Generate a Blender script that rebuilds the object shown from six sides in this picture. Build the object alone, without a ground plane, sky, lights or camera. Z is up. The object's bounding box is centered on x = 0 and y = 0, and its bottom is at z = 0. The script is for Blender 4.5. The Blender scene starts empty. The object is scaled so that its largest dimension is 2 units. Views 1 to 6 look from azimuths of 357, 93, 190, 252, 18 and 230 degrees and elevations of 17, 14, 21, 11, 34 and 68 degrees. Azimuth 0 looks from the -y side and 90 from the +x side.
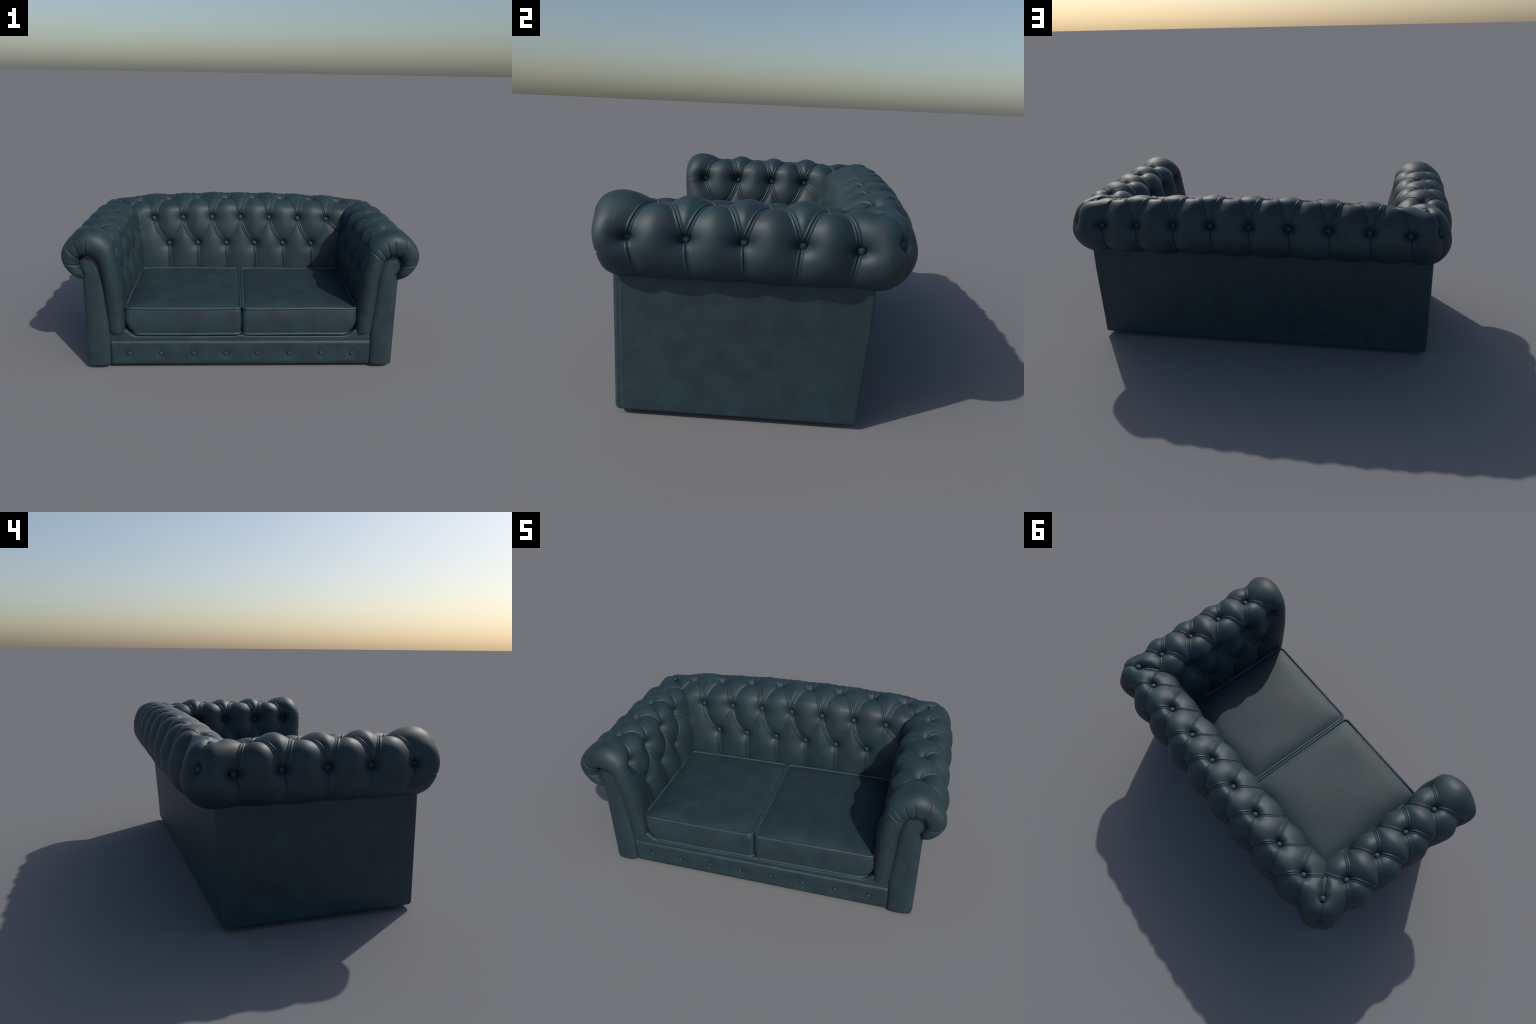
# A deep-buttoned two-seat leather sofa with rolled arms.
# Upholstery is a swept profile whose surface is pushed in at the buttons and
# along the pleats that join them; everything else is built from plain profiles.
import bpy, math
import numpy as np
from mathutils import Vector, Matrix

rng = np.random.default_rng(7)
COL = bpy.context.scene.collection

# ------------------------------------------------------------------ materials
def leather(name, dark, light, rough, mottle=7.0, grain=0.06, edge=1.7):
    m = bpy.data.materials.new(name)
    m.use_nodes = True
    nt = m.node_tree
    N, L = nt.nodes, nt.links
    bsdf = N["Principled BSDF"]
    tc = N.new("ShaderNodeTexCoord")
    n1 = N.new("ShaderNodeTexNoise")
    n1.inputs["Scale"].default_value = mottle
    n1.inputs["Detail"].default_value = 5.0
    n1.inputs["Roughness"].default_value = 0.6
    L.new(tc.outputs["Object"], n1.inputs["Vector"])
    r1 = N.new("ShaderNodeValToRGB")
    r1.color_ramp.elements[0].position = 0.34
    r1.color_ramp.elements[1].position = 0.66
    r1.color_ramp.elements[0].color = (*dark, 1)
    r1.color_ramp.elements[1].color = (*light, 1)
    L.new(n1.outputs["Fac"], r1.inputs["Fac"])
    # slightly warmer, greyer rubbed patches
    n2 = N.new("ShaderNodeTexNoise")
    n2.inputs["Scale"].default_value = mottle * 1.9
    n2.inputs["Detail"].default_value = 3.0
    L.new(tc.outputs["Object"], n2.inputs["Vector"])
    r2 = N.new("ShaderNodeValToRGB")
    r2.color_ramp.elements[0].position = 0.52
    r2.color_ramp.elements[1].position = 0.72
    r2.color_ramp.elements[0].color = (0, 0, 0, 1)
    r2.color_ramp.elements[1].color = (0.65, 0.65, 0.65, 1)
    L.new(n2.outputs["Fac"], r2.inputs["Fac"])
    mx = N.new("ShaderNodeMix"); mx.data_type = 'RGBA'
    L.new(r2.outputs["Color"], mx.inputs["Factor"])
    L.new(r1.outputs["Color"], mx.inputs["A"])
    mx.inputs["B"].default_value = (WARM[0], WARM[1], WARM[2], 1)
    # worn, paler pleat edges and piping; creases and pits tinted dark as occlusion shadow
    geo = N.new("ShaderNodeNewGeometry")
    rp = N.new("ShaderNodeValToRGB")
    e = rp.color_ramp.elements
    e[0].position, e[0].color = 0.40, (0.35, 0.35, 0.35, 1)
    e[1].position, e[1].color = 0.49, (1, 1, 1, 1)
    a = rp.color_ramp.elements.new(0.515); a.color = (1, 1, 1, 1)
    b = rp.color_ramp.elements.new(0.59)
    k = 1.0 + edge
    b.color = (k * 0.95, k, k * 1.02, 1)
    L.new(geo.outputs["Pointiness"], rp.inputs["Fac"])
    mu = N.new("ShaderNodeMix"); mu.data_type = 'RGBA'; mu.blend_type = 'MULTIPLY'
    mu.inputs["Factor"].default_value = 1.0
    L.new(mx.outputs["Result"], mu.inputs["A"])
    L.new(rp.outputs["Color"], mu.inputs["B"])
    L.new(mu.outputs["Result"], bsdf.inputs["Base Color"])
    # roughness follows the mottling a little
    mr = N.new("ShaderNodeMapRange")
    mr.inputs["To Min"].default_value = rough - 0.04
    mr.inputs["To Max"].default_value = rough + 0.05
    L.new(n1.outputs["Fac"], mr.inputs["Value"])
    L.new(mr.outputs["Result"], bsdf.inputs["Roughness"])
    bsdf.inputs["Specular IOR Level"].default_value = SPEC
    # fine leather grain
    v = N.new("ShaderNodeTexVoronoi")
    v.inputs["Scale"].default_value = 420.0
    L.new(tc.outputs["Object"], v.inputs["Vector"])
    bp = N.new("ShaderNodeBump")
    bp.inputs["Strength"].default_value = grain
    bp.inputs["Distance"].default_value = 0.001
    L.new(v.outputs["Distance"], bp.inputs["Height"])
    L.new(bp.outputs["Normal"], bsdf.inputs["Normal"])
    return m

WARM = (0.0210, 0.0285, 0.0355)
SPEC = 0.5
DARK, LIGHT = (0.0135, 0.0290, 0.0370), (0.0180, 0.0460, 0.0535)
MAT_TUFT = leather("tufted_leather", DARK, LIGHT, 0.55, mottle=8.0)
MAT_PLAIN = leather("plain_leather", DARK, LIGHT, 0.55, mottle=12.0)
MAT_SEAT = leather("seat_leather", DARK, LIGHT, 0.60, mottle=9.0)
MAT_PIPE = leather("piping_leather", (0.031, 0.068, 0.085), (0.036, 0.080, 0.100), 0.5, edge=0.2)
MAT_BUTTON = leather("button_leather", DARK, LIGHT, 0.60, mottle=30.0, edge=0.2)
MAT_FOOT = bpy.data.materials.new("dark_glide")
MAT_FOOT.use_nodes = True
_b = MAT_FOOT.node_tree.nodes["Principled BSDF"]
_n = MAT_FOOT.node_tree.nodes.new("ShaderNodeTexNoise"); _n.inputs["Scale"].default_value = 40
_r = MAT_FOOT.node_tree.nodes.new("ShaderNodeValToRGB")
_r.color_ramp.elements[0].color = (0.010, 0.010, 0.011, 1)
_r.color_ramp.elements[1].color = (0.020, 0.020, 0.022, 1)
MAT_FOOT.node_tree.links.new(_n.outputs["Fac"], _r.inputs["Fac"])
MAT_FOOT.node_tree.links.new(_r.outputs["Color"], _b.inputs["Base Color"])
_b.inputs["Roughness"].default_value = 0.7

# ------------------------------------------------------------------ helpers
root = bpy.data.objects.new("tufted_sofa", None)
COL.objects.link(root)
root["label"] = "dark teal leather two-seat sofa with rolled arms and deep buttoning"
root["category"] = "sofa"

def link(name, me, parent, mat=None):
    ob = bpy.data.objects.new(name, me)
    COL.objects.link(ob)
    ob.parent = parent
    if mat is not None and not me.materials:
        me.materials.append(mat)
    return ob

def mesh_from(verts, faces, name, smooth=True):
    """verts (n,3) array, faces (m,4) int array (or list of lists)."""
    me = bpy.data.meshes.new(name)
    if isinstance(faces, np.ndarray):
        n, m = len(verts), len(faces)
        me.vertices.add(n)
        me.vertices.foreach_set("co", np.ascontiguousarray(verts, dtype=np.float32).ravel())
        me.loops.add(m * 4)
        me.loops.foreach_set("vertex_index", faces.astype(np.int32).ravel())
        me.polygons.add(m)
        me.polygons.foreach_set("loop_start", np.arange(0, m * 4, 4, dtype=np.int32))
        me.update(calc_edges=True)
    else:
        me.from_pydata([tuple(v) for v in verts], [], [list(f) for f in faces])
        me.update()
    me.validate()
    me.polygons.foreach_set("use_smooth", np.full(len(me.polygons), smooth))
    return me

def grid_faces(nr, nc, mask=None, flip=False, wrap=False):
    i = np.arange(nr - 1)[:, None]
    j = np.arange(nc if wrap else nc - 1)[None, :]
    j2 = (j + 1) % nc
    q = np.stack([i * nc + j + 0 * i, i * nc + j2, (i + 1) * nc + j2, (i + 1) * nc + j], -1)
    q = np.broadcast_to(q, (nr - 1, j.shape[1], 4)).reshape(-1, 4)
    if mask is not None:
        q = q[mask.reshape(-1)]
    return q[:, ::-1].copy() if flip else q.copy()

def compact(verts, faces):
    used = np.zeros(len(verts), bool)
    used[faces.ravel()] = True
    idx = np.cumsum(used) - 1
    return verts[used], idx[faces]

def smooth01(x):
    x = np.clip(x, 0, 1)
    return x * x * (3 - 2 * x)

def catmull(pts, n):
    """n points along a smooth curve through pts, evenly spaced."""
    p = np.array(pts, float)
    p = np.vstack([2 * p[0] - p[1], p, 2 * p[-1] - p[-2]])
    out = []
    for k in range(1, len(p) - 2):
        t = np.linspace(0, 1, 40, endpoint=False)[:, None]
        a, b, c, d = p[k - 1], p[k], p[k + 1], p[k + 2]
        out.append(0.5 * (2 * b + (c - a) * t + (2 * a - 5 * b + 4 * c - d) * t ** 2 + (3 * b - a - 3 * c + d) * t ** 3))
    out = np.vstack(out + [p[-2][None]])
    s = np.r_[0, np.cumsum(np.linalg.norm(np.diff(out, axis=0), axis=1))]
    u = np.linspace(0, s[-1], n)
    return np.stack([np.interp(u, s, out[:, k]) for k in range(out.shape[1])], 1)

# ------------------------------------------------------------------ upholstery profile
# A profile lives in (d, z): d is the distance outward from the ridge line of
# the roll.  It starts behind the seat cushion, climbs the inner face, turns
# over the roll and tucks under it against the outer panel.
R = 0.157            # roll radius
RZ = 0.690           # roll centre height
X0 = 0.840           # ridge of an arm
Y0 = 0.421           # ridge of the back

class Profile:
    def __init__(self, inner, end_angle, step):
        arc = [(R * math.cos(math.radians(a)), RZ + R * math.sin(math.radians(a)))
               for a in np.linspace(160, end_angle, 11)]
        raw = catmull(list(inner) + arc, 4000)
        s = np.r_[0, np.cumsum(np.linalg.norm(np.diff(raw, axis=0), axis=1))]
        self.length = s[-1]
        z_of = np.interp(np.linspace(0, 0.4, 400), s, raw[:, 1])
        t_hid = np.interp(0.335, z_of, np.linspace(0, 0.4, 400))   # below the seat: coarse rows
        self.t = np.r_[np.linspace(0, t_hid, 16, endpoint=False),
                       np.linspace(t_hid, s[-1], int((s[-1] - t_hid) / step))]
        self.d = np.interp(self.t, s, raw[:, 0])
        self.z = np.interp(self.t, s, raw[:, 1])
        dd, dz = np.gradient(self.d, self.t), np.gradient(self.z, self.t)
        l = np.hypot(dd, dz)
        self.nd, self.nz = -dz / l, dd / l        # outward normal
    def at(self, d, z):
        """arclength of the surface point nearest to (d, z)"""
        return self.t[np.argmin((self.d - d) ** 2 + (self.z - z) ** 2)]
    def pos(self, t):
        return np.interp(t, self.t, self.d), np.interp(t, self.t, self.z)
    def nrm(self, t):
        a, b = np.interp(t, self.t, self.nd), np.interp(t, self.t, self.nz)
        l = math.hypot(a, b)
        return a / l, b / l
    def depth(self, d, z):
        t = self.at(d, z)
        pd, pz = self.pos(t)
        return t, math.hypot(d - pd, z - pz)

STEP = 0.0020
ARM = Profile([(-0.163, 0.225), (-0.167, 0.30), (-0.170, 0.40), (-0.170, 0.52), (-0.165, 0.62)], -84, STEP)
BACK = Profile([(-0.188, 0.225), (-0.190, 0.30), (-0.190, 0.40), (-0.184, 0.53), (-0.169, 0.63)], -96, STEP)

# ------------------------------------------------------------------ tufting
def seg_dist(A, T, p, q):
    """distance to segment p-q, plus the position 0..1 along it"""
    px, py = p; qx, qy = q
    vx, vy = qx - px, qy - py
    l2 = vx * vx + vy * vy
    u = np.clip(((A - px) * vx + (T - py) * vy) / l2, 0, 1)
    return np.hypot(A - px - u * vx, T - py - u * vy), u

def bowed(p, q, bow, skew=1.0):
    """a pleat is never quite straight: bend it a little sideways"""
    p, q = np.array(p), np.array(q)
    v = q - p
    nrm = np.array([-v[1], v[0]])
    ks = np.linspace(0, 1, 11)
    return [tuple(p + v * k + nrm * bow * math.sin(math.pi * k ** skew)) for k in ks]

def pleat_profile(d, fold):
    """fine cross-section of a pleat: stitched groove between two soft folds"""
    groove = -min(0.0014 + 0.008 * (1 - fold), 0.0052) * np.exp(-(d / 0.0021) ** 2)
    ridge = 0.0046 * np.exp(-((d - 0.0056) / 0.0033) ** 2)
    return groove + fold * ridge

def dimple(r, wide=0.40):
    """pit round a button: steep cup near it, broad pull further out"""
    rr = np.maximum(r - 0.011, 0)
    return (1 - wide) * np.exp(-(rr / 0.0165) ** 1.3) + wide * np.exp(-(rr / (0.027 + 0.05 * wide)) ** 1.5)

def tuft(A, T, pleats, seams, buttons, puff, wide=0.40):
    """Displacement (negative = pushed in) over the unrolled surface."""
    shape = A.shape
    A = A.ravel(); T = T.ravel()
    puff = np.broadcast_to(puff, shape).ravel()
    near = np.full(A.shape, 1e2)      # soft minimum distance, sum of d^-3
    fine = np.zeros(A.shape)
    for pts, fold, weight, strength in pleats:
        pts = np.array(pts)
        lo, hi = pts.min(0) - 0.13, pts.max(0) + 0.13
        sel = np.where((A > lo[0]) & (A < hi[0]) & (T > lo[1]) & (T < hi[1]))[0]
        if not len(sel):
            continue
        a, t = A[sel], T[sel]
        best = np.full(len(sel), 1.0)
        for k in range(len(pts) - 1):
            d, _ = seg_dist(a, t, pts[k], pts[k + 1])
            best = np.minimum(best, d)
        if weight > 0.2:                       # shallow pulls do not divide the pad
            near[sel] += (1 - np.clip(best / 0.13, 0, 1) ** 2) ** 2 / (best / weight + 0.002) ** 3
        f = pleat_profile(best, fold) * strength
        cur = fine[sel]
        fine[sel] = np.where(np.abs(f) > np.abs(cur), f, cur)
    for d, sunk in seams:
        d = d.ravel()
        sunk = np.broadcast_to(sunk, shape).ravel()
        near = near + sunk * (1 - np.clip(d / 0.13, 0, 1) ** 2) ** 2 / (d / 0.8 + 0.002) ** 3
        f = pleat_profile(d, 0.0) * 0.9
        fine = np.where(np.abs(f) > np.abs(fine), f, fine)
    # pillow between the pleats
    near = near ** (-1 / 3) - 0.002
    h = -1.45 * puff * np.exp(-np.sqrt(near ** 2 + 0.013 ** 2) / 0.033)
    rb = np.full(A.shape, 1.0)
    dim = np.zeros(A.shape)
    for (a0, t0, depth) in buttons:
        r = np.hypot(A - a0, T - t0)
        rb = np.minimum(rb, r)
        extra_d = np.maximum(depth + 0.012 - puff, 0.004)
        dim = dim + extra_d * dimple(r, wide)
    fine = fine * smooth01((rb - 0.006) / 0.018)
    return (h - dim + fine).reshape(shape)

def add_buttons(parent, name, items, mesh):
    for (p, n) in items:
        ob = link("button", mesh, parent)
        n = Vector(n).normalized()
        ob.matrix_world = Matrix.Translation(Vector(p)) @ n.to_track_quat('Z', 'Y').to_matrix().to_4x4()

def button_mesh(radius, height, name):
    prof = [(0.0, 1.0), (0.30, 0.965), (0.58, 0.83), (0.80, 0.60), (0.94, 0.30), (1.0, 0.0), (0.96, -0.3), (0.80, -0.55)]
    prof = catmull([(r * radius, z * height) for r, z in prof], 14)
    nseg = 28
    V = [(0, 0, prof[0][1])]
    for r, z in prof[1:]:
        for k in range(nseg):
            a = 2 * math.pi * k / nseg
            V.append((r * math.cos(a), r * math.sin(a), z))
    F = [[0, 1 + k, 1 + (k + 1) % nseg] for k in range(nseg)]
    for i in range(len(prof) - 2):
        for k in range(nseg):
            a, b = 1 + i * nseg + k, 1 + i * nseg + (k + 1) % nseg
            F.append([a, a + nseg, b + nseg, b])
    me = mesh_from(V, F, name)
    me.materials.append(MAT_BUTTON)
    return me

BTN = button_mesh(0.0165, 0.0100, "button")
BTN_SMALL = button_mesh(0.0136, 0.0066, "button_small")

# button rows, measured as (position along, d, z) -----------------------------
ARM_LOW = [-0.343, -0.143, 0.052]
ARM_UP = [-0.456, -0.254, -0.048, 0.150]
ARM_TOP = [-0.348, -0.144, 0.058, 0.263]
ARM_OUT = [-0.446, -0.246, -0.047, 0.153, 0.352]
BACK_LOW = [-0.490, -0.294, -0.098, 0.098, 0.294, 0.490]
BACK_UP = [-0.591, -0.394, -0.196, 0.0, 0.196, 0.394, 0.591]
BACK_TOP = [-0.687, -0.490, -0.288, -0.096, 0.096, 0.288, 0.490, 0.687]
BACK_OUT = [-0.776, -0.584, -0.389, -0.195, 0.0, 0.195, 0.389, 0.584, 0.776]

def lattice(rows_a, rows_b, ta, tb, reach, jitter, lean, skew=1.0):
    """pleats joining every button of one row to its neighbours in the next"""
    out = []
    for a in rows_a:
        for b in rows_b:
            if abs(a - b) < reach:
                bow = lean * rng.uniform(0.065, 0.095) * (1 if a < b else -1) + rng.normal(0, jitter)
                out.append((bowed((a, ta), (b, tb), bow, skew), 1.0, 1.0, 1.0))
    return out

# ------------------------------------------------------------------ corner + cross-section helpers
YF = -0.478          # where an arm starts to turn round its front

NARROW = 0.13        # the roll slims towards the back corners
def narrow_arm(y):
    return NARROW * smooth01((y - 0.22) / 0.14)
def narrow_back(x):
    return NARROW * smooth01((np.abs(x) - 0.64) / 0.14)

def unevenness(P):
    """hand-stuffed look: slow, small swells that no two pads share"""
    x, y, z = P[..., 0], P[..., 1], P[..., 2]
    return 0.0016 * (np.sin(13 * x + 7 * z + 1.1) * np.sin(17 * y - 5 * z) +
                     np.sin(23 * x - 11 * y + 0.4) * np.cos(19 * z + 9 * y))

SAG = 0.017
def sag(P):
    return SAG * smooth01((P.z - 0.58) / 0.20)

def fullness(P):
    """rear of the crown stands fuller than its front"""
    ang = np.degrees(np.arctan2(P.z - RZ, P.d))
    on = (P.z > RZ - 0.12) | (P.d > 0)
    return on * 0.011 * np.exp(-((ang - 62) / 24) ** 2) - 0.010 * np.exp(-((ang + 66) / 20) ** 2), on * -0.011 * np.exp(-((ang - 118) / 24) ** 2)

def match_seam(H, seam, value, inside):
    """outside the ridge both halves of a corner meet at one common height"""
    k = np.exp(-(seam / 0.028) ** 2) * (1 - inside)
    return H * (1 - k) + value * k - (0.0050 * np.exp(-(seam / 0.0034) ** 2) + 0.0085 * np.exp(-(seam / 0.017) ** 1.6)) * (1 - inside)

def build_arm(side):
    P = ARM
    T1 = P.t
    nr = len(T1)
    jt = int(np.argmax(P.z))                                  # row at the ridge
    t_low, D_low = P.depth(0.712 - X0, 0.532)
    t_up, D_up = P.depth(0.745 - X0, 0.704)
    t_top, D_top = P.depth(0.0, 0.790)
    t_out, D_out = P.depth(0.098, 0.702)
    t_end = P.length
    # front outline of the scroll that the roll wraps on to, by profile arclength
    keyd = [(P.at(-0.168, 0.225), 0.768, 0.225), (P.at(-0.170, 0.40), 0.776, 0.394), (P.at(-0.170, 0.53), 0.783, 0.512), (P.at(-0.165, 0.62), 0.793, 0.583)]
    for ang, x, z in [(172, 0.806, 0.640), (150, 0.814, 0.662), (125, 0.828, 0.680), (90, 0.852, 0.688),
                      (55, 0.880, 0.684), (25, 0.897, 0.668), (0, 0.900, 0.650), (-30, 0.891, 0.618), (-60, 0.882, 0.585), (-84, 0.872, 0.560)]:
        a = math.radians(ang)
        keyd.append((P.at(R * math.cos(a), RZ + R * math.sin(a)), x, z))
    keyd = np.array(keyd)
    ti = np.linspace(keyd[0, 0], keyd[-1, 0], 300)
    xi, zi = np.interp(ti, keyd[:, 0], keyd[:, 1]), np.interp(ti, keyd[:, 0], keyd[:, 2])
    ker = np.hanning(45)[1:-1]; ker /= ker.sum()
    pad = lambda a: np.convolve(np.r_[np.full(21, a[0]), a, np.full(21, a[-1])], ker, 'valid')
    ix, iz = np.interp(T1, ti, pad(xi)), np.interp(T1, ti, pad(zi))
    ox, oz = X0 + P.d, P.z
    flare_r = np.exp(-(np.degrees(np.arctan2(P.z - RZ, P.d)) / 34) ** 2) * (P.d > 0)
    # forward bulge of the front: deep at the roll, slim on the inner face
    bk = np.array([(0.225, 0.036), (0.40, 0.064), (0.55, 0.090), (0.66, 0.100), (0.74, 0.099)])
    bulge = np.where(T1 < P.at(-0.157, 0.70), np.interp(P.z, bk[:, 0], bk[:, 1]), 0.106)
    ang_row = np.degrees(np.arctan2(P.z - RZ, P.d))             # angle round the roll
    on_roll = (T1 > P.at(-0.15, 0.73))
    bulge = np.where(on_roll, np.interp(ang_row, [-84, -75, -67, -58, -30, 0, 35, 70, 110, 170], [0.004, 0.008, 0.046, 0.060, 0.070, 0.082, 0.094, 0.104, 0.106, 0.098]), bulge)
    bulge = np.convolve(np.r_[np.full(30, bulge[0]), bulge, np.full(30, bulge[-1])], np.ones(61) / 61, 'valid')
    bulge = np.minimum(bulge, np.interp(ang_row, [-84, -74, -66, -60], [0.002, 0.006, 0.046, 0.2]) + (~on_roll) * 1.0)
    ystart = YF - 0.012 * smooth01((0.5 - P.z) / 0.25) * (T1 < t_up)
    # columns -------------------------------------------------------------
    nphi = 84
    phi = np.linspace(math.radians(158), 0, nphi, endpoint=False)
    ns = int((Y0 - YF) / STEP)
    u = np.linspace(0, 1, ns)
    nth = 52
    th = np.linspace(0, math.pi / 4, nth + 1)[1:]
    nc = nphi + ns + nth
    Pos = np.zeros((nr, nc, 3)); Nrm = np.zeros((nr, nc, 3)); A = np.zeros((nr, nc))
    T = np.repeat(T1[:, None], nc, 1)
    mx, mz = (ox + ix) / 2, (oz + iz) / 2
    ex, ez = (ox - ix) / 2, (oz - iz) / 2
    w = np.hypot(ex, ez)
    c, s = np.cos(phi)[None, :], np.sin(phi)[None, :]
    box = np.interp(ang_row, [55, 120], [0.84, 1.0])[:, None]      # boxy turn outside, round inside
    box = np.where(P.d[:, None] < -0.14, 1.0, box)
    cc, ss = np.sign(c) * np.abs(c) ** box, np.abs(s) ** box
    ox = ox + 0.014 * flare_r; mx, ex = (ox + ix) / 2, (ox - ix) / 2
    Pos[:, :nphi, 0] = mx[:, None] + ex[:, None] * cc
    Pos[:, :nphi, 2] = mz[:, None] + ez[:, None] * cc
    Pos[:, :nphi, 1] = ystart[:, None] - bulge[:, None] * ss
    bl = np.clip(np.cos(phi), 0, 1)[None, :]
    nx = (ex / w)[:, None] * (1 - bl) + P.nd[:, None] * bl
    nz = (ez / w)[:, None] * (1 - bl) + P.nz[:, None] * bl
    cx, cy = c / w[:, None], s / bulge[:, None]
    ln = np.hypot(cx, cy)
    Nrm[:, :nphi, 0] = nx * cx / ln
    Nrm[:, :nphi, 2] = nz * cx / ln
    Nrm[:, :nphi, 1] = -cy / ln
    seg = np.hypot(w[:, None] * np.sin(phi)[None, :], bulge[:, None] * np.cos(phi)[None, :]) * (phi[0] - phi[1])
    back_len = np.cumsum(seg[:, ::-1], axis=1)[:, ::-1]
    A[:, :nphi] = ystart[:, None] - back_len
    # straight run
    sl = slice(nphi, nphi + ns)
    yend = Y0 + 0.5 * np.minimum(P.d, 0)             # run on inside the back, past the mitre
    yend[T1 > T1[jt]] = Y0
    Y = ystart[:, None] + (yend - ystart)[:, None] * u[None, :]
    Pos[:, sl, 0] = X0 + P.d[:, None] * (1 - narrow_arm(Y) * (P.d[:, None] > 0)) + 0.014 * flare_r[:, None] * smooth01((-0.22 - Y) / 0.22); Pos[:, sl, 2] = oz[:, None]; Pos[:, sl, 1] = Y
    Pos[:, sl, 2] = oz[:, None] - sag(P)[:, None] * smooth01((Y - 0.20) / 0.20)
    Nrm[:, sl, 0] = P.nd[:, None]; Nrm[:, sl, 2] = P.nz[:, None]
    A[:, sl] = Y
    Pos[:, sl, 0] -= 0.008 * smooth01((Y + 0.25) / 0.4) * (1 - smooth01((P.z - 0.55) / 0.15))[:, None] * (P.d < 0)[:, None]
    # outer corner: half of the turn into the back
    sl = slice(nphi + ns, nc)
    dpos = ((1 - NARROW) * np.maximum(P.d, 0.0) * (np.arange(nr) >= jt))[:, None]
    Pos[:, sl, 0] = X0 + dpos * np.cos(th) + np.minimum(P.d, 0)[:, None]
    Pos[:, sl, 1] = Y0 + dpos * np.sin(th)
    Pos[:, sl, 2] = (oz - sag(P))[:, None]
    Nrm[:, sl, 0] = P.nd[:, None] * np.cos(th); Nrm[:, sl, 1] = P.nd[:, None] * np.sin(th)
    Nrm[:, sl, 2] = P.nz[:, None]
    A[:, sl] = Y0 + dpos * th
    # pleats ----------------------------------------------------------------
    pl = []
    pl += lattice(ARM_LOW, ARM_UP, t_low, t_up, 0.13, 0.010, -1)
    pl += lattice(ARM_UP + [0.350], ARM_TOP, t_up, t_top, 0.13, 0.010, 1, 1.25)
    pl += lattice(ARM_TOP, ARM_OUT, t_top, t_out, 0.13, 0.010, -0.75, 0.75)
    pl.append((bowed((ARM_UP[-1], t_up), (0.250, t_up - 0.085), 0.04), 0.8, 1.0, 1.0))
    for a in ARM_LOW:
        pl.append((bowed((a, t_low), (a + 0.012, 0.0), 0.03), 0.6, 0.9, 0.9))
    for k, a in enumerate(ARM_OUT):
        lean = [0.030, 0.012, 0.0, -0.012, -0.035][k]
        pl.append((bowed((a, t_out), (a + lean, t_end), 0.03 * (-1 if a < 0 else 1)), 0.6, 0.9, 1.2))
    # short pull from the first inner button towards the front
    pl.append((bowed((ARM_UP[0], t_up), (ARM_UP[0] - 0.10, t_up - 0.012), 0.03), 0.9, 0.10, 0.45))
    btn = [(a, t_low, D_low) for a in ARM_LOW] + [(a, t_up, D_up) for a in ARM_UP] + \
          [(a, t_top, D_top) for a in ARM_TOP] + [(a, t_out, D_out) for a in ARM_OUT]
    # corner buttons, shared with the back
    t_cb, D_cb = P.depth(0.0, 0.812)
    ang_oc = math.atan2(0.727 - RZ, 0.098)
    t_oc = P.at(R * math.cos(ang_oc), RZ + R * math.sin(ang_oc))
    # seam along the mitre
    D2 = P.d[:, None]
    Yc = Pos[:, :, 1]
    seam = np.where(D2 < 0, np.abs(Y0 + D2 - Yc) * 0.75, (Y0 + D2 * math.pi / 4) - A)
    seam = np.abs(seam) + 0.12 * smooth01((t_up + 0.13 - T) / 0.10)
    inside = 1 - smooth01((T - t_top + 0.035) / 0.035)
    H = tuft(A, T, pl, [(seam, inside)], btn, 0.021, 0.50)
    f_out, f_in = fullness(P)
    H = H + 0.1 * f_out[:, None] * smooth01((A - 0.25) / 0.17) - 0.005 * np.exp(-((ang_row - 48) / 22) ** 2)[:, None] * smooth01((-0.25 - A) / 0.2)
    H = match_seam(H, seam, 0.1 * f_out[:, None] - 0.004, inside)
    H = H - 0.8 * np.maximum(Yc - (Y0 + D2) - 0.013, 0) * (D2 < 0) * (T < t_top)       # dive under the other roll
    H = H * (1 - 0.80 * smooth01((T - t_out - 0.04) / 0.14)) + unevenness(Pos)
    # corner dimples act on true distance
    for (tt, DD, dd) in [(t_cb, 0.022, 0.0), (t_oc, 0.030, None)]:
        pd, pz = P.pos(tt)
        pd *= 1 - NARROW
        pz -= SAG * float(smooth01((pz - 0.58) / 0.20))
        cpt = np.array([X0 + pd * math.sqrt(0.5), Y0 + pd * math.sqrt(0.5), pz])
        r = np.linalg.norm(Pos - cpt, axis=2)
        H = H - max(DD + 0.012 - 0.004, 0.004) * dimple(r)
    # gathered pleats radiating from the scroll on the front face
    angles = {1: [58, 95, 118, 142, 160, -9], -1: [90, 57, 33, -8]}[side]
    deg = np.zeros((nr, nc))
    for ang in angles:
        a = math.radians(ang)
        tc = P.at(R * math.cos(a), RZ + R * math.sin(a))
        ph = np.zeros(nc); ph[:nphi] = np.degrees(phi)
        reach0 = 62 if ang in (95, 118, 142, 90, 57) else 38
        env = smooth01((ph - reach0) / 22)[None, :] * np.ones((nr, 1))
        frac = np.clip(1 - ph / 150.0, 0.22, 1)[None, :]
        dist = np.abs(T - tc - 0.010 * np.sin(np.radians(ph))[None, :]) * frac
        big = 0.7
        H = H + env * big * (-0.0040 * np.exp(-(dist / 0.0026) ** 2) - 0.0022 * np.exp(-(dist / 0.011) ** 2)
                             + 0.0014 * np.exp(-((dist - 0.007) / 0.004) ** 2))
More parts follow.
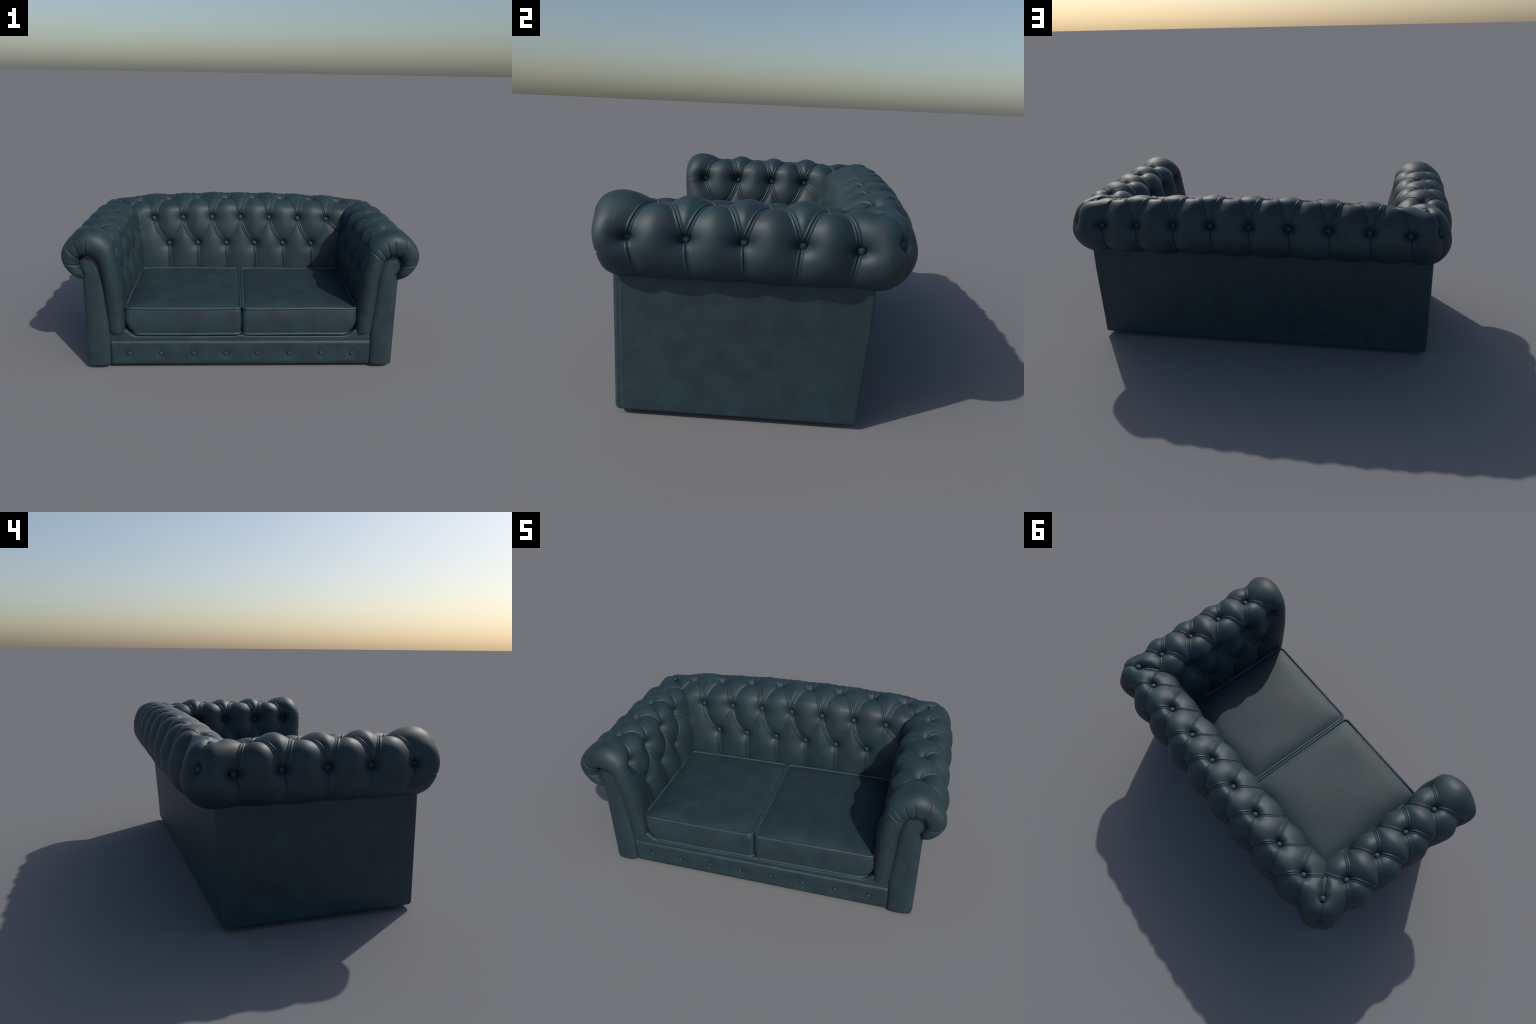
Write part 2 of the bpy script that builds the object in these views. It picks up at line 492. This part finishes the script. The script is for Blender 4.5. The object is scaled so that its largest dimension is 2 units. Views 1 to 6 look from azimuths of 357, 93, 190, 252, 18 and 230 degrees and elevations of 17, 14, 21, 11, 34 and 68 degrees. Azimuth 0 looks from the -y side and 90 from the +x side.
    # fade all relief where the cover tucks out of sight
    V = Pos + Nrm * H[:, :, None]
    mask = np.ones((nr - 1, nc - 1), bool)
    mask[:jt, nphi + ns - 1:] = False
    if side < 0:
        V[:, :, 0] *= -1
    F = grid_faces(nr, nc, mask, flip=(side < 0))
    v, f = compact(V.reshape(-1, 3), F)
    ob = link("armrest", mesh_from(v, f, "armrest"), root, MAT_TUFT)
    # buttons
    items = []
    for rows, (d, z), tt in ((ARM_LOW, (0.712 - X0, 0.532), t_low), (ARM_UP, (0.745 - X0, 0.704), t_up),
                             (ARM_TOP, (0.0, 0.790), t_top), (ARM_OUT, (0.098, 0.702), t_out)):
        nd, nz = P.nrm(tt)
        for a in rows:
            dn = d * (1 - float(narrow_arm(a)) * (d > 0))
            zs_ = z - SAG * float(smooth01((z - 0.58) / 0.20)) * float(smooth01((a - 0.20) / 0.20))
            items.append(((side * (X0 + dn - nd * 0.006), a, zs_ - nz * 0.004), (side * nd, 0, nz)))
    add_buttons(ob, "button", items, BTN)
    return ob

def bow_y(x):
    return 0.007 * (1 - smooth01(np.abs(x) / 0.80))

def bow_z(x):
    return 0.019 * (1 - smooth01((np.abs(x) - 0.08) / 0.66))

def build_back():
    P = BACK
    T1 = P.t
    nr = len(T1)
    jt = int(np.argmax(P.z))
    t_low, D_low = P.depth(0.274 - Y0, 0.538)
    t_up, D_up = P.depth(0.303 - Y0, 0.708)
    t_top, D_top = P.depth(0.0, 0.801)
    t_out, D_out = P.depth(0.100, 0.716)
    nx_ = int(2 * X0 / STEP)
    xs = np.linspace(-X0, X0, nx_)
    nth = 52
    th = np.linspace(0, math.pi / 4, nth + 1)[1:]
    nc = nx_ + 2 * nth
    Pos = np.zeros((nr, nc, 3)); Nrm = np.zeros((nr, nc, 3)); A = np.zeros((nr, nc))
    T = np.repeat(T1[:, None], nc, 1)
    sl = slice(nth, nth + nx_)
    ks = 1 + 0.5 * np.minimum(P.d, 0) / X0
    ks[jt:] = 1.0
    XX = xs[None, :] * ks[:, None]                   # run on inside the arms, past the mitre
    Pos[:, sl, 0] = XX
    Pos[:, sl, 1] = Y0 + P.d[:, None] * (1 - narrow_back(XX) * (P.d[:, None] > 0)) + bow_y(XX)
    lift = (0.25 * smooth01((P.z - 0.5) / 0.05) + 0.75 * smooth01((P.z - 0.66) / 0.14))[:, None]
    Pos[:, sl, 2] = P.z[:, None] + bow_z(XX) * lift - sag(P)[:, None] * smooth01((np.abs(XX) - 0.62) / 0.20)
    Nrm[:, sl, 1] = P.nd[:, None]; Nrm[:, sl, 2] = P.nz[:, None]
    A[:, sl] = XX
    dpos = ((1 - NARROW) * np.maximum(P.d, 0.0) * (np.arange(nr) >= jt))[:, None]
    for sgn, sl, tt in ((-1, slice(0, nth), th[::-1]), (1, slice(nth + nx_, nc), th)):
        Pos[:, sl, 0] = sgn * (X0 + dpos * np.sin(tt))
        Pos[:, sl, 1] = Y0 + dpos * np.cos(tt) + np.minimum(P.d, 0)[:, None]
        Pos[:, sl, 2] = (P.z - sag(P))[:, None]
        Nrm[:, sl, 0] = sgn * P.nd[:, None] * np.sin(tt)
        Nrm[:, sl, 1] = P.nd[:, None] * np.cos(tt)
        Nrm[:, sl, 2] = P.nz[:, None]
        A[:, sl] = sgn * (X0 + dpos * tt)
    pl = []
    pl += lattice(BACK_LOW, BACK_UP, t_low, t_up, 0.13, 0.010, -1)
    pl += lattice(BACK_UP + [-0.787, 0.787], BACK_TOP, t_up, t_top, 0.13, 0.010, 1, 1.25)
    pl += lattice(BACK_TOP, BACK_OUT, t_top, t_out, 0.13, 0.010, -0.75, 0.75)
    for sg in (-1, 1):
        pl.append((bowed((sg * BACK_UP[-1], t_up), (sg * 0.690, t_up - 0.085), -0.04 * sg), 0.9, 1.0, 1.0))
    for a in BACK_LOW:
        pl.append((bowed((a, t_low), (a, 0.0), 0.02), 0.7, 0.9, 1.1))
    for a in BACK_OUT:
        pl.append((bowed((a, t_out), (a, P.length), 0.03), 0.6, 0.9, 1.2))
    btn = [(a, t_low, D_low) for a in BACK_LOW] + [(a, t_up, D_up) for a in BACK_UP] + \
          [(a, t_top, D_top) for a in BACK_TOP] + [(a, t_out, D_out) for a in BACK_OUT]
    t_cb, D_cb = P.depth(0.0, 0.812)
    ang_oc = math.atan2(0.727 - RZ, 0.098)
    t_oc = P.at(R * math.cos(ang_oc), RZ + R * math.sin(ang_oc))
    D2 = P.d[:, None]
    seam = np.where(D2 < 0, np.abs(X0 + D2 - np.abs(Pos[:, :, 0])) * 0.75, (X0 + D2 * math.pi / 4) - np.abs(A))
    seam = np.abs(seam) + 0.12 * smooth01((t_up + 0.13 - T) / 0.10)
    corner = smooth01((np.abs(A) - 0.70) / 0.14)
    inside = 1 - smooth01((T - t_top + 0.035) / 0.035)
    H = tuft(A, T, pl, [(seam, inside)], btn, 0.006 + 0.019 * np.maximum(corner, smooth01((T - t_top - 0.05) / 0.07)) + 0.008 * smooth01((t_top - 0.05 - T) / 0.08))
    f_out, f_in = fullness(P)
    H = H + f_out[:, None] * (1 - 0.9 * corner) + f_in[:, None] * (1 - corner)
    H = match_seam(H, seam, 0.1 * f_out[:, None] - 0.004, inside)
    H = H - 0.8 * np.maximum(np.abs(Pos[:, :, 0]) - (X0 + D2) - 0.013, 0) * (D2 < 0) * (T < t_top)
    H = H * (1 - 0.45 * smooth01((T - t_out - 0.05) / 0.17)) + unevenness(Pos)
    cbs = []
    for sgn in (-1, 1):
        for (tt, DD) in [(t_cb, 0.022), (t_oc, 0.030)]:
            pd, pz = P.pos(tt)
            pd *= 1 - NARROW
            pz -= SAG * float(smooth01((pz - 0.58) / 0.20))
            cpt = np.array([sgn * (X0 + pd * math.sqrt(0.5)), Y0 + pd * math.sqrt(0.5), pz])
            r = np.linalg.norm(Pos - cpt, axis=2)
            H = H - max(DD + 0.012 - 0.004, 0.004) * dimple(r)
            nd, nz = P.nrm(tt)
            n = np.array([sgn * nd * math.sqrt(0.5), nd * math.sqrt(0.5), nz])
            cbs.append((tuple(cpt - n * (DD + 0.005)), tuple(n)))
    V = Pos + Nrm * H[:, :, None]
    mask = np.ones((nr - 1, nc - 1), bool)
    mask[:jt, :nth] = False
    mask[:jt, nth + nx_ - 1:] = False
    F = grid_faces(nr, nc, mask, flip=True)
    v, f = compact(V.reshape(-1, 3), F)
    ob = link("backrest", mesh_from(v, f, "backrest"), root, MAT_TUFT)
    items = []
    for rows, (d, z), tt in ((BACK_LOW, (0.274 - Y0, 0.538), t_low), (BACK_UP, (0.303 - Y0, 0.708), t_up),
                             (BACK_TOP, (0.0, 0.801), t_top), (BACK_OUT, (0.100, 0.716), t_out)):
        nd, nz = P.nrm(tt)
        for a in rows:
            dn = d * (1 - float(narrow_back(a)) * (d > 0))
            zs_ = z - SAG * float(smooth01((z - 0.58) / 0.20)) * float(smooth01((abs(a) - 0.62) / 0.20))
            items.append(((a, Y0 + dn + float(bow_y(a)) - nd * 0.004, zs_ + float(bow_z(a)) * float(np.interp(tt, T1, lift[:, 0])) - nz * 0.004), (0, nd, nz)))
    add_buttons(ob, "button", items + cbs, BTN)
    return ob

build_arm(1)
build_arm(-1)
build_back()

# ------------------------------------------------------------------ outer shell (sides and back)
def build_shell():
    """U-shaped plain outer panels: rounded vertical corners, rounded lower edge."""
    zb, zt = 0.019, 0.585
    levels = [(zb, 0.012), (zb + 0.0015, 0.007), (zb + 0.005, 0.0025), (zb + 0.010, 0.0), (0.10, 0), (0.25, 0), (0.40, 0), (0.50, 0), (zt, 0)]
    rings = []
    for z, o in levels:
        yb = 0.391 + 0.030 * smooth01(z / 0.5) - o
        xo, yf, r = 0.8985 - o, -0.495 + o, 0.014
        pts = []
        def arc(cx, cy, rad, a0, a1, n=7):
            for k in range(n):
                a = math.radians(a0 + (a1 - a0) * k / (n - 1))
                pts.append((cx + rad * math.cos(a), cy + rad * math.sin(a)))
        rf = 0.008
        arc(xo - rf, yf + rf, rf, -90, 0)
        arc(xo - r, yb - r, r, 0, 90)
        arc(-xo + r, yb - r, r, 90, 180)
        arc(-xo + rf, yf + rf, rf, 180, 270)
        pts += [(-0.77, yf), (-0.77, 0.30), (0.77, 0.30), (0.77, yf)]
        rings.append([(x, y, z) for x, y in pts])
    n = len(rings[0])
    V = [p for r in rings for p in r]
    F = []
    for i in range(len(rings) - 1):
        for k in range(n):
            a, b = i * n + k, i * n + (k + 1) % n
            F.append([a, b, b + n, a + n])
    F.append(list(range(n))[::-1])
    me = mesh_from(V, F, "outer_panel", True)
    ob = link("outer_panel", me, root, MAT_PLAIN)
    me.set_sharp_from_angle(angle=math.radians(40))
    return ob
build_shell()

# ------------------------------------------------------------------ front posts
def build_post(side):
    lk = np.array([(0.019, 0.7650), (0.12, 0.7620), (0.24, 0.7590), (0.394, 0.7680), (0.50, 0.7745), (0.568, 0.7810), (0.62, 0.7915),
                   (0.645, 0.8000), (0.668, 0.8120), (0.683, 0.8260), (0.692, 0.8410), (0.6955, 0.8560)])
    rk = np.array([(0.019, 0.8945), (0.30, 0.8915), (0.53, 0.8880), (0.572, 0.8835), (0.586, 0.8850), (0.604, 0.8960), (0.625, 0.9050), (0.645, 0.9080),
                   (0.662, 0.9045), (0.677, 0.8950), (0.688, 0.8800), (0.6955, 0.8600)])
    L_ = catmull(lk, 800); R_ = catmull(rk, 800)
    zs = np.r_[0.019, 0.0205, 0.023, 0.027, 0.032, np.linspace(0.04, 0.55, 52), np.linspace(0.555, 0.685, 48), 0.688, 0.6905, 0.693, 0.6945, 0.6953]
    zs = np.sort(zs)
    xl = np.interp(zs, L_[:, 0], L_[:, 1]); xr = np.interp(zs, R_[:, 0], R_[:, 1])
    # half the section across, from back-left round the front to back-right
    un = np.sin(np.linspace(-1, 1, 33) * math.pi / 2)
    nc = len(un) + 2
    V = np.zeros((len(zs), nc, 3))
    for i, z in enumerate(zs):
        hw, xc = (xr[i] - xl[i]) / 2, (xr[i] + xl[i]) / 2
        head = smooth01((z - 0.56) / 0.13)
        ro = 0.012 * (1 - math.sqrt(max(0, 1 - (1 - min((z - 0.019) / 0.012, 1)) ** 2)))
        crown = 0.0165 * (1 - 0.35 * head) * min(1, hw / 0.05)
        for j, uu in enumerate(un):
            edge = 0.0055 * (1 - math.sqrt(max(0.0, 1 - max(0, (abs(uu) - 0.86) / 0.14) ** 2)))
            V[i, j + 1] = (xc + uu * (hw - ro * 0.4), -0.511 - crown * (1 - abs(uu) ** 3.2) + edge + ro, z)
        V[i, 0] = (xl[i], -0.44, z); V[i, -1] = (xr[i], -0.44, z)
    V[:, :, 0] *= side
    F = [list(q) for q in grid_faces(len(zs), nc, flip=(side < 0))]
    F.append(list(range(nc))[::-1] if side > 0 else list(range(nc)))
    top = list(range((len(zs) - 1) * nc, len(zs) * nc))
    F.append(top if side > 0 else top[::-1])
    me = mesh_from(V.reshape(-1, 3), F, "front_post", True)
    me.set_sharp_from_angle(angle=math.radians(55))
    return link("front_post", me, root, MAT_PLAIN)
build_post(1); build_post(-1)

# ------------------------------------------------------------------ front rail with buttons
RAIL_X = [-0.655, -0.470, -0.282, -0.093, 0.093, 0.282, 0.470, 0.655]
def build_rail():
    zb, zt, yf, x1 = 0.020, 0.1705, -0.5105, 0.7610
    # section from the underside, up the face, over the top edge, back
    sec = [(-0.40, zb), (yf + 0.012, zb), (yf + 0.004, zb + 0.003), (yf + 0.0005, zb + 0.010)]
    sec += [(yf, z) for z in np.linspace(zb + 0.014, zt - 0.014, 54)]
    sec += [(yf + 0.0008, zt - 0.007), (yf + 0.0035, zt - 0.0025), (yf + 0.009, zt), (-0.47, zt)]
    sec = np.array(sec)
    xs = np.linspace(-x1, x1, 520)
    Y = np.repeat(sec[:, 0][:, None], len(xs), 1)
    Z = np.repeat(sec[:, 1][:, None], len(xs), 1)
    X = np.repeat(xs[None, :], len(sec), 0)
    face = smooth01((Z - zb) / 0.03) * smooth01((zt - Z) / 0.02) * (Y < yf + 0.02)
    ends = 0.006 * np.exp(-((x1 - np.abs(X)) / 0.006) ** 2)
    dim = np.zeros_like(X)
    for bx in RAIL_X:
        r = np.hypot(X - bx, Z - 0.090)
        dim += 0.0055 * np.exp(-(np.maximum(r - 0.010, 0) / 0.016) ** 1.3)
    wave = 0.0012 * np.sin(X * 17 + 1.3) * np.sin(Z * 40)
    Yd = Y - 0.003 * face + (dim + wave) * face + ends * (Y < yf + 0.02)
    V = np.stack([X, Yd, Z], -1).reshape(-1, 3)
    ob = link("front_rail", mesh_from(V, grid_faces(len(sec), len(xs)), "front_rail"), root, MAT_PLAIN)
    add_buttons(ob, "button", [((bx, yf - 0.0005, 0.090), (0, -1, 0.0)) for bx in RAIL_X], BTN_SMALL)
build_rail()

# ------------------------------------------------------------------ seat deck under the cushions
def build_deck():
    ctrl = [(0.0, 0.2060), (0.015, 0.2050), (0.040, 0.2005), (0.30, 0.1990), (0.600, 0.2000), (0.628, 0.2030),
            (0.648, 0.2180), (0.664, 0.2360), (0.676, 0.2400), (0.70, 0.2370), (0.762, 0.2320)]
    cx = np.linspace(0, 0.762, 320)
    cz = np.interp(cx, [c[0] for c in ctrl], [c[1] for c in ctrl])
    cz = np.convolve(np.r_[cz[4::-1][:5], cz, np.full(5, cz[-1])], np.ones(11) / 11, 'valid')
    half = np.c_[cx, cz]
    top = np.vstack([half[::-1] * [-1, 1], half[1:]])
    yf = -0.5045
    sec_y = [yf, yf, yf, yf + 0.0008, yf + 0.003, yf + 0.007, yf + 0.013, -0.45, 0.0, 0.26]
    sec_k = [None, 0.18, -0.013, -0.007, -0.003, -0.0008, 0, 0, 0, 0]
    V = []
    for y, k in zip(sec_y, sec_k):
        for x, z in top:
            V.append((x, y, 0.12 if k is None else (k if k > 0.1 else z + k)))
    V = np.array(V)
    link("seat_deck", mesh_from(V, grid_faces(len(sec_y), len(top)), "seat_deck"), root, MAT_PLAIN)
build_deck()

# ------------------------------------------------------------------ seat cushions with piping
def outline(x0, x1, y0, y1, rad, n=14, m=26):
    """rounded rectangle, counter-clockwise; rad per corner (x0y0, x1y0, x1y1, x0y1)"""
    cs = [(x0, y0, 180, rad[0]), (x1, y0, 270, rad[1]), (x1, y1, 0, rad[2]), (x0, y1, 90, rad[3])]
    pts = []
    for x, y, a0, r in cs:
        cx = x + (r if x == x0 else -r); cy = y + (r if y == y0 else -r)
        for k in range(n):
            a = math.radians(a0 + 90 * k / (n - 1))
            pts.append((cx + r * math.cos(a), cy + r * math.sin(a)))
    out = []
    for i in range(len(pts)):
        p, q = np.array(pts[i]), np.array(pts[(i + 1) % len(pts)])
        k = m if np.linalg.norm(q - p) > 0.1 else 1
        for j in range(k):
            out.append(p + (q - p) * j / k)
    return np.array(out)

def tube(path, radius, name, parent, mat, ns=12):
    path = np.array(path)
    tan = np.roll(path, -1, 0) - np.roll(path, 1, 0)
    tan /= np.linalg.norm(tan, axis=1)[:, None]
    up = np.array([0, 0, 1.0])
    side_ = np.cross(tan, up); side_ /= np.linalg.norm(side_, axis=1)[:, None]
    up2 = np.cross(side_, tan)
    a = np.linspace(0, 2 * math.pi, ns, endpoint=False)
    V = path[:, None, :] + radius * (np.cos(a)[None, :, None] * side_[:, None, :] + np.sin(a)[None, :, None] * up2[:, None, :])
    n = len(path)
    V = np.concatenate([V, V[:1]], 0).reshape(-1, 3)
    F = grid_faces(n + 1, ns, wrap=True)
    F = np.where(F >= n * ns, F - n * ns, F)
    return link(name, mesh_from(V[:n * ns], F, name), parent, mat)

def build_cushion(side):
    zb, zt = 0.2140, 0.3690
    yf, yb = -0.5060, 0.228
    xi, xo = 0.0060, 0.6720
    def ring(z, grow, drop_outer, rad_o):
        o = outline(xi - grow, xo + grow - drop_outer, yf - grow, yb + grow * 0.5, (0.030, rad_o, 0.02, 0.02))
        return o
    rings = []
    cx, cy = (xi + xo) / 2, (yf + yb) / 2
    # underside
    low = ring(zb, 0.0, 0.030, 0.055)
    for s in (0.35, 0.75, 0.95):
        p = np.array([cx, cy]) + (low - [cx, cy]) * s
        rings.append(np.c_[p, np.full(len(p), zb - 0.006)])
    rings.append(np.c_[low, np.full(len(low), zb)])
    # boxed side wall, softly bulging
    K = 14
    for k in range(1, K):
        q = k / K
        z = zb + (zt - zb) * q
        bul = 0.0075 * math.sin(math.pi * q) ** 0.8
        taper = 0.030 * max(0.0, 1 - q / 0.6) ** 2.2
        o = ring(z, bul, taper, 0.055 - 0.022 * q)
        rings.append(np.c_[o, np.full(len(o), z)])
    upper = ring(zt, 0.0, 0.0, 0.033)
    rings.append(np.c_[upper, np.full(len(upper), zt)])
    # crowned top
    hx, hy = (xo - xi) / 2, (yb - yf) / 2
    for s in [0.012, 0.024, 0.04, 0.06, 0.09, 0.13, 0.18, 0.24, 0.32, 0.42, 0.54, 0.68, 0.82, 0.94]:
        p = np.array([cx, cy]) + (upper - [cx, cy]) * (1 - s)
        ex = 1 - np.abs(p[:, 0] - cx) / hx
        ey = 1 - np.abs(p[:, 1] - cy) / hy
        crown = 0.026 * (1 - np.exp(-ex / 0.13)) * (1 - np.exp(-np.maximum(ey, 0) / 0.11))
        dent = 0.003 * np.sin(p[:, 0] * 11 + side) * np.sin(p[:, 1] * 9 + 0.6) * smooth01(s / 0.3)
        rings.append(np.c_[p, zt + crown + dent])
    n = len(rings[0])
    V = np.vstack(rings)
    cz = rings[-1][:, 2].mean()
    V = np.vstack([V, [[cx, cy, cz]], [[cx, cy, zb - 0.006]]])
    F = [list(q) for q in grid_faces(len(rings), n, wrap=True)]
    last = (len(rings) - 1) * n
    ct, cb = len(V) - 2, len(V) - 1
    for k in range(n):
        F.append([last + k, last + (k + 1) % n, ct])
        F.append([(k + 1) % n, k, cb])
    V[:, 0] *= side
    if side < 0:
        F = [f[::-1] for f in F]
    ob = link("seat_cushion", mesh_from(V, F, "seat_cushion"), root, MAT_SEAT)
    pr = 0.0084
    wob = lambda o, z, ph: np.c_[o * [side, 1], z + 0.0016 * np.sin(o[:, 0] * 8 + ph) * np.cos(o[:, 1] * 5)]
    o = outline(xi + 0.0015, xo - 0.0015, yf + 0.0015, yb, (0.029, 0.032, 0.02, 0.02))
    tube(wob(o, zt + 0.0025, side), pr, "piping", ob, MAT_PIPE)
    o = outline(xi + 0.0015, xo - 0.0315, yf + 0.0015, yb, (0.029, 0.054, 0.02, 0.02))
    tube(wob(o, zb - 0.0005, 1.5 * side), pr, "piping", ob, MAT_PIPE)
build_cushion(1); build_cushion(-1)

# ------------------------------------------------------------------ underside and glides
def build_under():
    V = []
    for z in (0.026, 0.11):
        for x, y in ((-0.78, -0.49), (0.78, -0.49), (0.78, 0.32), (-0.78, 0.32)):
            V.append((x, y, z))
    F = [[3, 2, 1, 0], [4, 5, 6, 7], [0, 1, 5, 4], [1, 2, 6, 5], [2, 3, 7, 6], [3, 0, 4, 7]]
    link("underside", mesh_from(V, F, "underside", False), root, MAT_FOOT)
    prof = [(0.0, 0.0), (0.020, 0.0), (0.022, 0.002), (0.022, 0.030), (0.0, 0.030)]
    ns = 24
    V = []; F = []
    for r, z in prof:
        for k in range(ns):
            a = 2 * math.pi * k / ns
            V.append((max(r, 1e-4) * math.cos(a), max(r, 1e-4) * math.sin(a), z))
    for i in range(len(prof) - 1):
        for k in range(ns):
            F.append([i * ns + k, i * ns + (k + 1) % ns, (i + 1) * ns + (k + 1) % ns, (i + 1) * ns + k])
    me = mesh_from(V, F, "foot", False)
    me.materials.append(MAT_FOOT)
    for x in (-0.70, 0.70):
        for y in (-0.36, 0.24):
            ob = link("foot", me, root)
            ob.location = (x, y, 0)
build_under()
